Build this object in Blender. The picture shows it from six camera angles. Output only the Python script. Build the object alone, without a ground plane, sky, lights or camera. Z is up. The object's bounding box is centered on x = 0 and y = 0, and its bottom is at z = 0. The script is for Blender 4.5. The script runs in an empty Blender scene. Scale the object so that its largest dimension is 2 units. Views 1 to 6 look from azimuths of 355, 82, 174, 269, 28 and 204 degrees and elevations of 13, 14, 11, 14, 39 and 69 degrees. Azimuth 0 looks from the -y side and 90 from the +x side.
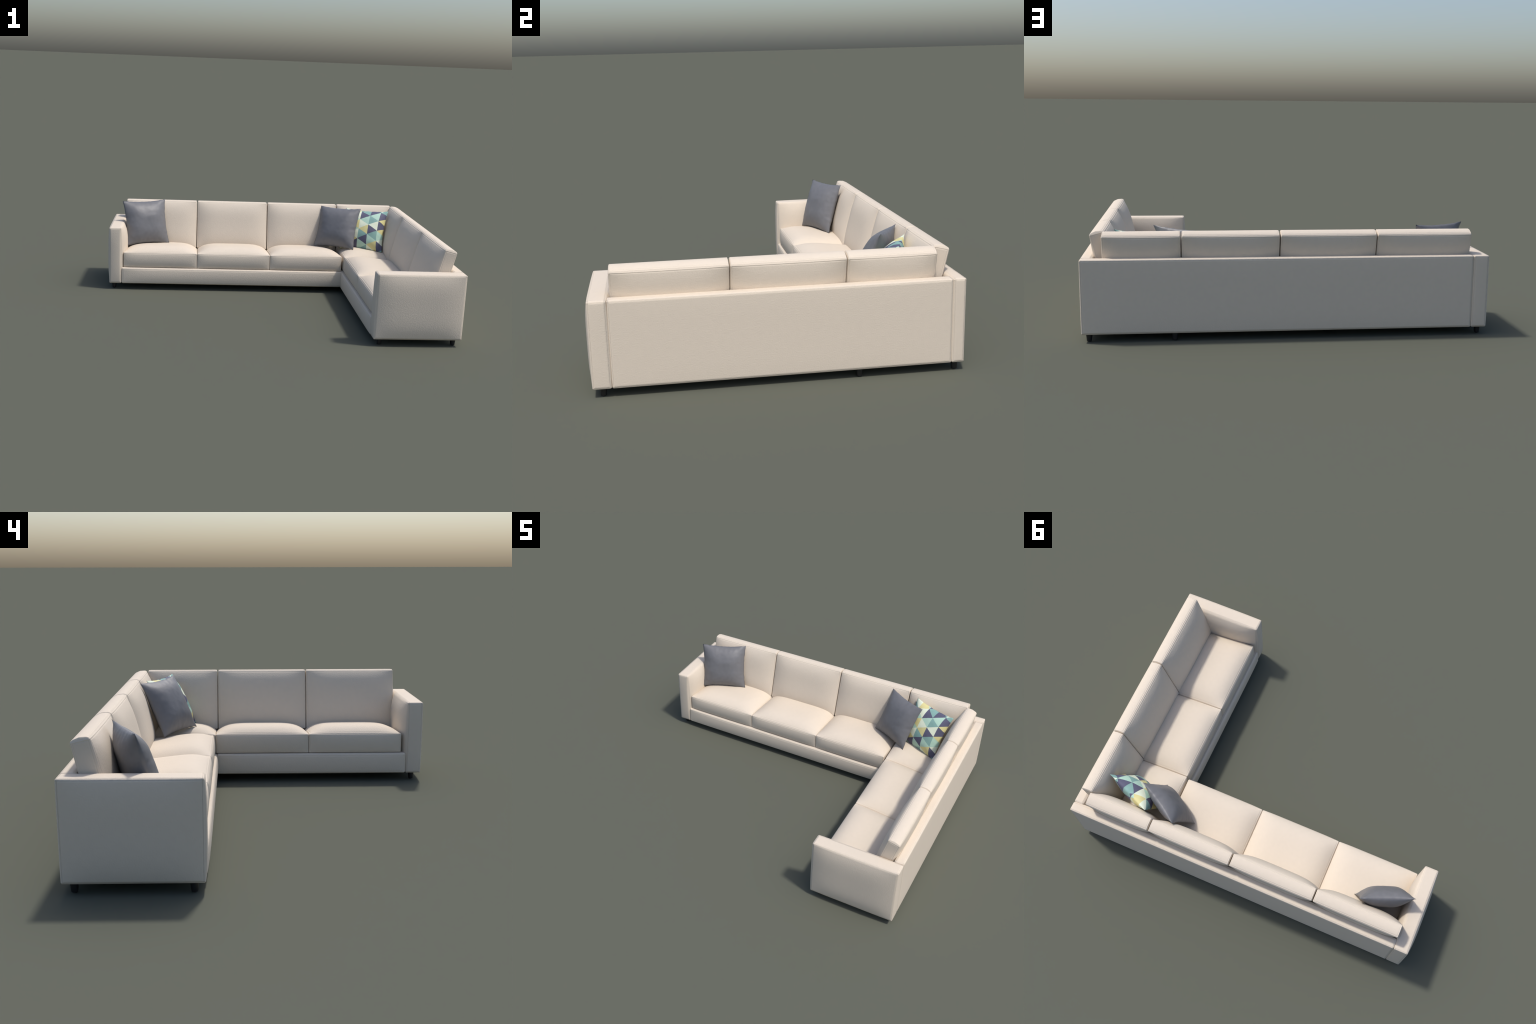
"""L-shaped corner sofa with loose throw pillows, built part by part (metres, z up)."""
import bpy, bmesh, math
import numpy as np
from mathutils import Matrix, Vector, noise

# ------------------------------------------------------------------ materials

def srgb(*c):
    return tuple(((x / 255 + 0.055) / 1.055) ** 2.4 if x > 10 else x / 255 / 12.92 for x in c)


def fabric(name, colour, vary=0.05, rough=0.75, grain=260.0, grain_depth=0.0006,
           weave=900.0, sheen=0.0, spec=0.2):
    """Upholstery: faint mottling in the colour, pebbled grain plus a fine weave in the bump."""
    m = bpy.data.materials.new(name)
    m.use_nodes = True
    nt = m.node_tree
    N, L = nt.nodes, nt.links
    bsdf = N["Principled BSDF"]
    tc = N.new("ShaderNodeTexCoord")
    mot = N.new("ShaderNodeTexNoise")
    mot.inputs["Scale"].default_value = 45
    mot.inputs["Detail"].default_value = 6
    L.new(tc.outputs["Object"], mot.inputs["Vector"])
    ramp = N.new("ShaderNodeValToRGB")
    lo, hi = ramp.color_ramp.elements
    lo.position, hi.position = 0.3, 0.7
    lo.color = (*(c * (1 - vary) for c in colour), 1)
    hi.color = (*(min(1, c * (1 + vary)) for c in colour), 1)
    L.new(mot.outputs["Fac"], ramp.inputs["Fac"])
    L.new(ramp.outputs["Color"], bsdf.inputs["Base Color"])
    pebble = N.new("ShaderNodeTexNoise")
    pebble.inputs["Scale"].default_value = grain
    pebble.inputs["Detail"].default_value = 2
    L.new(tc.outputs["Object"], pebble.inputs["Vector"])
    fine = N.new("ShaderNodeTexVoronoi")
    fine.inputs["Scale"].default_value = weave
    L.new(tc.outputs["Object"], fine.inputs["Vector"])
    b1 = N.new("ShaderNodeBump")
    b1.inputs["Distance"].default_value = grain_depth
    b1.inputs["Strength"].default_value = 1.0
    L.new(pebble.outputs["Fac"], b1.inputs["Height"])
    b2 = N.new("ShaderNodeBump")
    b2.inputs["Distance"].default_value = 0.0002
    b2.inputs["Strength"].default_value = 0.35
    L.new(fine.outputs["Distance"], b2.inputs["Height"])
    L.new(b1.outputs["Normal"], b2.inputs["Normal"])
    L.new(b2.outputs["Normal"], bsdf.inputs["Normal"])
    bsdf.inputs["Roughness"].default_value = rough
    bsdf.inputs["Specular IOR Level"].default_value = spec
    bsdf.inputs["Sheen Weight"].default_value = sheen
    bsdf.inputs["Sheen Roughness"].default_value = 0.5
    return m


CREAM = fabric("cream_upholstery", (0.66, 0.577, 0.475), vary=0.01, rough=0.8, grain=185, grain_depth=0.0007)
GREY = fabric("slate_grey_cloth", (0.150, 0.151, 0.160), vary=0.05, rough=0.5, grain=160, grain_depth=0.0003, spec=0.5)
PRINT = {
    "n": fabric("navy_print", (0.108, 0.108, 0.165), 0.03, 0.6, 300, 0.0002),
    "t": fabric("teal_print", (0.235, 0.395, 0.36), 0.03, 0.6, 300, 0.0002),
    "m": fabric("mint_print", (0.43, 0.62, 0.51), 0.03, 0.6, 300, 0.0002),
    "w": fabric("pale_print", (0.71, 0.77, 0.61), 0.03, 0.6, 300, 0.0002),
    "y": fabric("yellow_print", (0.67, 0.61, 0.29), 0.03, 0.6, 300, 0.0002),
}


def leg_material():
    m = bpy.data.materials.new("black_lacquered_wood")
    m.use_nodes = True
    nt = m.node_tree
    b = nt.nodes["Principled BSDF"]
    tc = nt.nodes.new("ShaderNodeTexCoord")
    n = nt.nodes.new("ShaderNodeTexNoise")
    n.inputs["Scale"].default_value = 60
    nt.links.new(tc.outputs["Object"], n.inputs["Vector"])
    r = nt.nodes.new("ShaderNodeValToRGB")
    r.color_ramp.elements[0].color = (0.010, 0.010, 0.011, 1)
    r.color_ramp.elements[1].color = (0.022, 0.021, 0.022, 1)
    nt.links.new(n.outputs["Fac"], r.inputs["Fac"])
    nt.links.new(r.outputs["Color"], b.inputs["Base Color"])
    b.inputs["Roughness"].default_value = 0.4
    return m


BLACK = leg_material()

# ------------------------------------------------------------------ helpers

def new_object(name, mesh, parent=None, loc=(0, 0, 0), rot=None):
    ob = bpy.data.objects.new(name, mesh)
    bpy.context.scene.collection.objects.link(ob)
    m = Matrix.Translation(loc)
    if rot is not None:
        m = m @ rot
    if parent is not None:
        ob.parent = parent
    ob.matrix_basis = m
    return ob


def bulge_curve(t, power):
    return 1 - np.clip(np.abs(t), 0, 1) ** power


def upholstered_block(name, size, radius=0.005, puff=None, seam=0.0011, seam_at=0.0075,
                      shape=None, step=0.022, material=CREAM):
    """A padded box centred on the origin.  Edges are rounded; a stitched groove runs beside every
    edge so that the edge itself reads as piping; each face is puffed outwards.
    puff: {(axis, side): (height, power_u, power_v)}; shape: optional extra deformation."""
    size = np.array(size, float)
    h = size / 2
    r = radius
    w = 0.0026
    axes = []
    for k in range(3):
        arc = [r * (1 - math.tan(a)) for a in (math.pi / 4, math.pi / 6, math.pi / 12, 0.0)]
        groove = [seam_at - w / 2, seam_at, seam_at + w / 2, seam_at + w, seam_at + 2.2 * w]
        near = [x for x in arc + groove if x < h[k] * 0.95]
        inner = h[k] - near[-1]
        n = max(2, int(round(2 * inner / step)))
        mid = np.linspace(-inner, inner, n + 1)[1:-1]
        axes.append(np.concatenate([[-h[k] + x for x in near], mid, [h[k] - x for x in reversed(near)]]))
    n = [len(a) for a in axes]
    index, pts, faces = {}, [], []

    def vert(i, j, k):
        key = (i, j, k)
        if key not in index:
            index[key] = len(pts)
            pts.append((axes[0][i], axes[1][j], axes[2][k]))
        return index[key]

    for ax in range(3):
        u, v = (ax + 1) % 3, (ax + 2) % 3
        for side in (0, n[ax] - 1):
            for a in range(n[u] - 1):
                for b in range(n[v] - 1):
                    quad = []
                    for da, db in ((0, 0), (1, 0), (1, 1), (0, 1)):
                        ijk = [0, 0, 0]
                        ijk[ax], ijk[u], ijk[v] = side, a + da, b + db
                        quad.append(vert(*ijk))
                    faces.append(quad if side else quad[::-1])
    P = np.array(pts)
    # rounded edges
    Q = np.clip(P, -(h - r), h - r)
    D = P - Q
    ln = np.linalg.norm(D, axis=1, keepdims=True)
    R = Q + np.where(ln > 0, D / np.maximum(ln, 1e-9) * r, 0)
    # stitched groove beside the edges
    for ax in range(3):
        u, v = (ax + 1) % 3, (ax + 2) % 3
        on = np.abs(np.abs(P[:, ax]) - h[ax]) < 1e-9
        d = np.minimum(h[u] - np.abs(P[:, u]), h[v] - np.abs(P[:, v]))
        g = seam * np.exp(-((d - seam_at) / (0.55 * w)) ** 2)
        R[:, ax] -= np.where(on, np.sign(P[:, ax]) * g, 0)
    # puffed faces
    T = P / h
    out = R.copy()
    for (ax, side), (height, pu, pv) in (puff or {}).items():
        u, v = (ax + 1) % 3, (ax + 2) % 3
        f = bulge_curve(T[:, u], pu) * bulge_curve(T[:, v], pv)
        t = np.clip(T[:, ax] * side, 0, 1)
        out[:, ax] += side * height * f * t
    if shape:
        out = shape(out, T)
    me = bpy.data.meshes.new(name)
    me.from_pydata(out.tolist(), [], faces)
    me.materials.append(material)
    me.shade_smooth()
    me.update()
    return me


def leg_mesh(height):
    bm = bmesh.new()
    profile = [(0.0, 0.0), (0.0095, 0.0), (0.0115, 0.0012), (0.0122, 0.004), (0.0158, height), (0.0, height)]
    seg = 28
    rings = []
    for rad, z in profile:
        if rad == 0:
            rings.append([bm.verts.new((0, 0, z))])
        else:
            rings.append([bm.verts.new((rad * math.cos(2 * math.pi * i / seg), rad * math.sin(2 * math.pi * i / seg), z)) for i in range(seg)])
    for a, b in zip(rings, rings[1:]):
        for i in range(seg):
            j = (i + 1) % seg
            if len(a) == 1:
                bm.faces.new((a[0], b[j], b[i]))
            elif len(b) == 1:
                bm.faces.new((a[i], a[j], b[0]))
            else:
                bm.faces.new((a[i], a[j], b[j], b[i]))
    me = bpy.data.meshes.new("leg")
    bm.to_mesh(me)
    bm.free()
    me.materials.append(BLACK)
    me.shade_smooth()
    me.set_sharp_from_angle(angle=math.radians(40))
    return me

# ------------------------------------------------------------------ sofa frame

BACK_Y, RIGHT_X = 0.7675, 0.9985          # outer faces of the two back panels
LEFT_X, FRONT_Y = -0.9835, -0.7535         # outer faces of the two armrests
ARM_T, PANEL_T = 0.076, 0.0525
Z0, ARM_TOP, RAIL_TOP, SEAT_EDGE = 0.0370, 0.3990, 0.141, 0.2395
SEAT_FRONT_Y, SEAT_FRONT_X = 0.297, 0.530    # fronts of the long and the short run
BODY_MID, BODY_H = (Z0 + ARM_TOP) / 2, ARM_TOP - Z0

sofa = bpy.data.objects.new("corner_sofa", None)
bpy.context.scene.collection.objects.link(sofa)
sofa.empty_display_size = 0.2
sofa["label"] = "cream L-shaped corner sofa with boxy padded cushions"
sofa["category"] = "sofa"

turn = Matrix.Rotation(math.radians(-90), 4, "Z")    # local front (-y) faces -x on the short run

# armrests: slim padded boxes, both broad sides swollen
ARM_L = 0.482
def armrest(outer):
    """outer: the side (along local x) that faces away from the seat; the inner side is fuller."""
    return upholstered_block("armrest", (ARM_T, ARM_L, BODY_H), radius=0.0065, puff={
        (0, outer): (0.0165, 4, 4), (0, -outer): (0.031, 4.2, 4.2),
        (1, -1): (0.007, 3.5, 4), (1, 1): (0.002, 4, 3), (2, 1): (0.0008, 4, 3)})


arm, arm_short = armrest(-1), armrest(1)
new_object("armrest", arm, sofa, (LEFT_X + ARM_T / 2, BACK_Y - ARM_L / 2, BODY_MID))
new_object("armrest", arm_short, sofa, (RIGHT_X - ARM_L / 2, FRONT_Y + ARM_T / 2, BODY_MID), turn)

# back panels
long_x0 = LEFT_X + ARM_T + 0.0015
long_len = RIGHT_X - long_x0
panel = upholstered_block("back_panel", (long_len, PANEL_T, BODY_H), radius=0.0065, step=0.04,
                          puff={(1, 1): (0.0025, 6, 6), (0, 1): (0.0015, 4, 4), (1, -1): (0.012, 14, 60)})
new_object("back_panel", panel, sofa, (long_x0 + long_len / 2, BACK_Y - PANEL_T / 2, BODY_MID))
short_y0, short_y1 = FRONT_Y + ARM_T + 0.0015, BACK_Y - PANEL_T - 0.0015
panel = upholstered_block("back_panel", (short_y1 - short_y0, PANEL_T, BODY_H), radius=0.0065, step=0.04,
                          puff={(1, 1): (0.0015, 6, 6), (1, -1): (0.012, 14, 60)})
new_object("back_panel", panel, sofa, (RIGHT_X - PANEL_T / 2, (short_y0 + short_y1) / 2, BODY_MID), turn)

# seat bases with the padded rail in front
RAIL_Y, RAIL_X = 0.283, 0.513
base_len = RIGHT_X - PANEL_T - 0.002 - long_x0
base_d = BACK_Y - PANEL_T - 0.002 - RAIL_Y
rail = upholstered_block("seat_base", (base_len, base_d, RAIL_TOP - Z0), radius=0.009, step=0.04, seam=0.0008, seam_at=0.011,
                         puff={(1, -1): (0.0085, 2.5, 12)})
new_object("seat_base", rail, sofa, (long_x0 + base_len / 2, RAIL_Y + base_d / 2, (Z0 + RAIL_TOP) / 2))
base_len2 = RAIL_Y - 0.001 - short_y0
base_d2 = RIGHT_X - PANEL_T - 0.002 - RAIL_X
rail = upholstered_block("seat_base", (base_len2, base_d2, RAIL_TOP - Z0), radius=0.009, step=0.04, seam=0.0008, seam_at=0.011,
                         puff={(1, -1): (0.0085, 2.5, 12)})
new_object("seat_base", rail, sofa, (RAIL_X + base_d2 / 2, (RAIL_Y - 0.001 + short_y0) / 2, (Z0 + RAIL_TOP) / 2), turn)

# legs
leg = leg_mesh(Z0 + 0.002)
for x, y in ((-0.951, 0.728), (-0.955, 0.325), (0.557, 0.744), (0.964, 0.737), (0.967, 0.328),
             (0.557, 0.325), (0.557, -0.713), (0.963, -0.713)):
    new_object("leg", leg, sofa, (x, y, 0))

# seat cushions: one shared pattern, domed over the part one sits on
SEAT_W, SEAT_D, PITCH = 0.4698, 0.416, 0.4705
SEAT_H = SEAT_EDGE - RAIL_TOP - 0.001


def seat_dome(p, t):
    depth = p[:, 1] + SEAT_D / 2
    f = bulge_curve(2 * depth / SEAT_D - 1, 4.8) * bulge_curve(t[:, 0], 5.0)
    top = np.clip((t[:, 2] + 1) / 2, 0, 1)
    p[:, 2] += 0.0435 * f * np.clip(t[:, 2], 0, 1) - 0.118 * depth * top      # crown on a top that slopes back
    return p


seat = upholstered_block("seat_cushion", (SEAT_W, SEAT_D, SEAT_H), radius=0.006, seam=0.0010,
                         puff={(1, -1): (0.009, 2.6, 8)}, shape=seat_dome, step=0.016)
seat_z = (SEAT_EDGE + RAIL_TOP + 0.001) / 2
for i in range(3):
    new_object("seat_cushion", seat, sofa, (0.2812 - PITCH * i, SEAT_FRONT_Y + SEAT_D / 2, seat_z))
for i in range(3):
    new_object("seat_cushion", seat, sofa, (SEAT_FRONT_X + SEAT_D / 2 - 0.0, 0.5225 - PITCH * i, seat_z), turn)

# back cushions: leaning boxes with a crowned top, in a wide and a narrow width
BC_T, BC_H, LEAN = 0.070, 0.314, math.radians(14)
wide, narrow = 0.4705, 0.372


def back_cushion(w):
    return upholstered_block("back_cushion", (w, BC_T, BC_H), radius=0.006, step=0.018,
                             puff={(1, -1): (0.027, 3.8, 4.6), (1, 1): (0.020, 3.0, 4),
                                   (2, 1): (0.0095, 400, 2.0), (0, 1): (0.002, 3, 3), (0, -1): (0.002, 3, 3)})


back_wide, back_narrow = back_cushion(wide), back_cushion(narrow)
# distance of the front top edge from the outer face of the panel, and its height
TOP_IN, TOP_Z = 0.1055, 0.5175
off = Matrix.Rotation(-LEAN, 4, "X") @ Vector((0, BC_T / 2, -BC_H / 2))
cy, cz = -TOP_IN + off.y, TOP_Z + off.z
lean = Matrix.Rotation(-LEAN, 4, "X")
for mesh, x0, w in ((back_wide, -0.902, wide), (back_wide, -0.4265, wide), (back_wide, 0.0495, wide), (back_narrow, 0.5255, narrow)):
    new_object("back_cushion", mesh, sofa, (x0 + w / 2, BACK_Y + cy, cz), lean)
for mesh, y0, w in ((back_narrow, 0.2835, narrow), (back_wide, -0.1905, wide), (back_wide, -0.6645, wide)):
    new_object("back_cushion", mesh, sofa, (RIGHT_X + cy, y0 + w / 2, cz), turn @ lean)

# ------------------------------------------------------------------ throw pillows

TRI_W, TRI_H = 0.0655, 0.0715        # triangle lattice of the print: column pitch, vertical side
# the printed cloth: one strip per lattice column, left to right, each read upwards tile by tile
STRIPS = ("ymtwmyntwt", "tnywmymwym", "tmntywmntn", "wymtnwtmnt", "tnwmynyntw")


def pillow_mesh(name, side, thick, seed, printed=False):
    half = side / 2
    bm = bmesh.new()
    bmesh.ops.create_grid(bm, x_segments=44, y_segments=44, size=half)

    def cut(co, no):
        bmesh.ops.bisect_plane(bm, geom=bm.verts[:] + bm.edges[:] + bm.faces[:], dist=1e-6, plane_co=co, plane_no=no)

    ox, oy = 0.038, 0.027
    if printed:
        slope = TRI_H / 2 / TRI_W
        for k in range(-4, 4):
            cut((ox + k * TRI_W, 0, 0), (1, 0, 0))
        for k in range(-6, 7):
            cut((ox, oy + k * TRI_H, 0), (-slope, 1, 0))
            cut((ox, oy + k * TRI_H, 0), (slope, 1, 0))
    bm.verts.ensure_lookup_table()
    bm.verts.index_update()
    flat = np.array([v.co[:] for v in bm.verts])
    tiles = [[v.index for v in f.verts] for f in bm.faces]
    bm.free()
    u, v = flat[:, 0] / half, flat[:, 1] / half
    rim = (np.maximum(np.abs(u), np.abs(v)) > 1 - 1e-5)
    pinch = 0.075
    x = half * u * (1 - pinch * (1 - v ** 2))
    y = half * v * (1 - pinch * (1 - u ** 2))
    swell = (np.clip(1 - np.abs(u) ** 3.0, 0, 1) * np.clip(1 - np.abs(v) ** 3.0, 0, 1)) ** 0.85
    wob = np.array([noise.noise(Vector((a * 2.3 + seed, b * 2.3, seed * 1.7))) for a, b in zip(u, v)])
    fine = np.array([noise.noise(Vector((a * 6 + seed, b * 6, seed * 0.7))) for a, b in zip(u, v)])
    edge = np.array([noise.noise(Vector((a * 7 + seed, b * 7, 3.1))) for a, b in zip(u, v)])
    x = x + 0.0022 * edge * np.abs(u)
    y = y + 0.0022 * edge * np.abs(v)
    verts, front, back = [], {}, {}
    for i in range(len(flat)):
        if rim[i]:
            front[i] = back[i] = len(verts)
            verts.append((x[i], y[i], 0.0016 * wob[i]))
        else:
            s = swell[i] * thick / 2
            front[i] = len(verts)
            verts.append((x[i], y[i], s * (1 + 0.06 * wob[i]) + 0.0008 * fine[i] * swell[i]))
            back[i] = len(verts)
            verts.append((x[i], y[i], -s * (1 - 0.06 * wob[i])))
    faces, mats = [], []
    keys = list(PRINT)
    for t in tiles:
        c = flat[t].mean(0)
        slot = 0
        if printed:
            col = math.floor((c[0] - ox) / TRI_W)
            rows = [(c[1] - oy - s * slope * (c[0] - ox)) / TRI_H for s in (1, -1)]
            tri = math.floor(rows[0]) + math.floor(rows[1])
            slot = print_colour(col, tri)
        faces.append([front[i] for i in t])
        faces.append([back[i] for i in reversed(t)])
        mats += [slot, slot]
    me = bpy.data.meshes.new(name)
    me.from_pydata(verts, [], faces)
    for m in (PRINT.values() if printed else [GREY]):
        me.materials.append(m)
    me.polygons.foreach_set("material_index", mats)
    me.shade_smooth()
    me.update()
    return me


def print_colour(col, tri):
    strip = STRIPS[(col + 3) % len(STRIPS)]
    return list(PRINT).index(strip[(tri + 6) % len(strip)])


def place_pillow(name, mesh, top_left, top_right, bottom_right, bottom_left, label):
    tl, tr, br, bl = map(Vector, (top_left, top_right, bottom_right, bottom_left))
    ex = (tr - tl + br - bl).normalized()
    ey = (tl - bl + tr - br)
    ey = (ey - ex * ey.dot(ex)).normalized()
    ez = ex.cross(ey)
    rot = Matrix((ex, ey, ez)).transposed().to_4x4()
    ob = new_object(name, mesh, None, (tl + tr + br + bl) / 4, rot)
    ob["label"] = label
    ob["category"] = "pillow"
    return ob


place_pillow("throw_pillow", pillow_mesh("throw_pillow", 0.294, 0.110, 1.3),
             (-0.918, 0.513, 0.533), (-0.646, 0.625, 0.533), (-0.614, 0.546, 0.253), (-0.880, 0.430, 0.252),
             "plain slate grey square throw pillow by the armrest")
place_pillow("throw_pillow", pillow_mesh("throw_pillow", 0.286, 0.110, 4.7),
             (0.418, 0.641, 0.517), (0.664, 0.496, 0.518), (0.604, 0.388, 0.275), (0.356, 0.534, 0.256),
             "plain slate grey square throw pillow in the corner")
place_pillow("patterned_throw_pillow", pillow_mesh("patterned_throw_pillow", 0.289, 0.110, 7.9, True),
             (0.586, 0.632, 0.502), (0.851, 0.522, 0.504), (0.801, 0.398, 0.253), (0.535, 0.507, 0.253),
             "square throw pillow printed with teal, navy and yellow triangles")
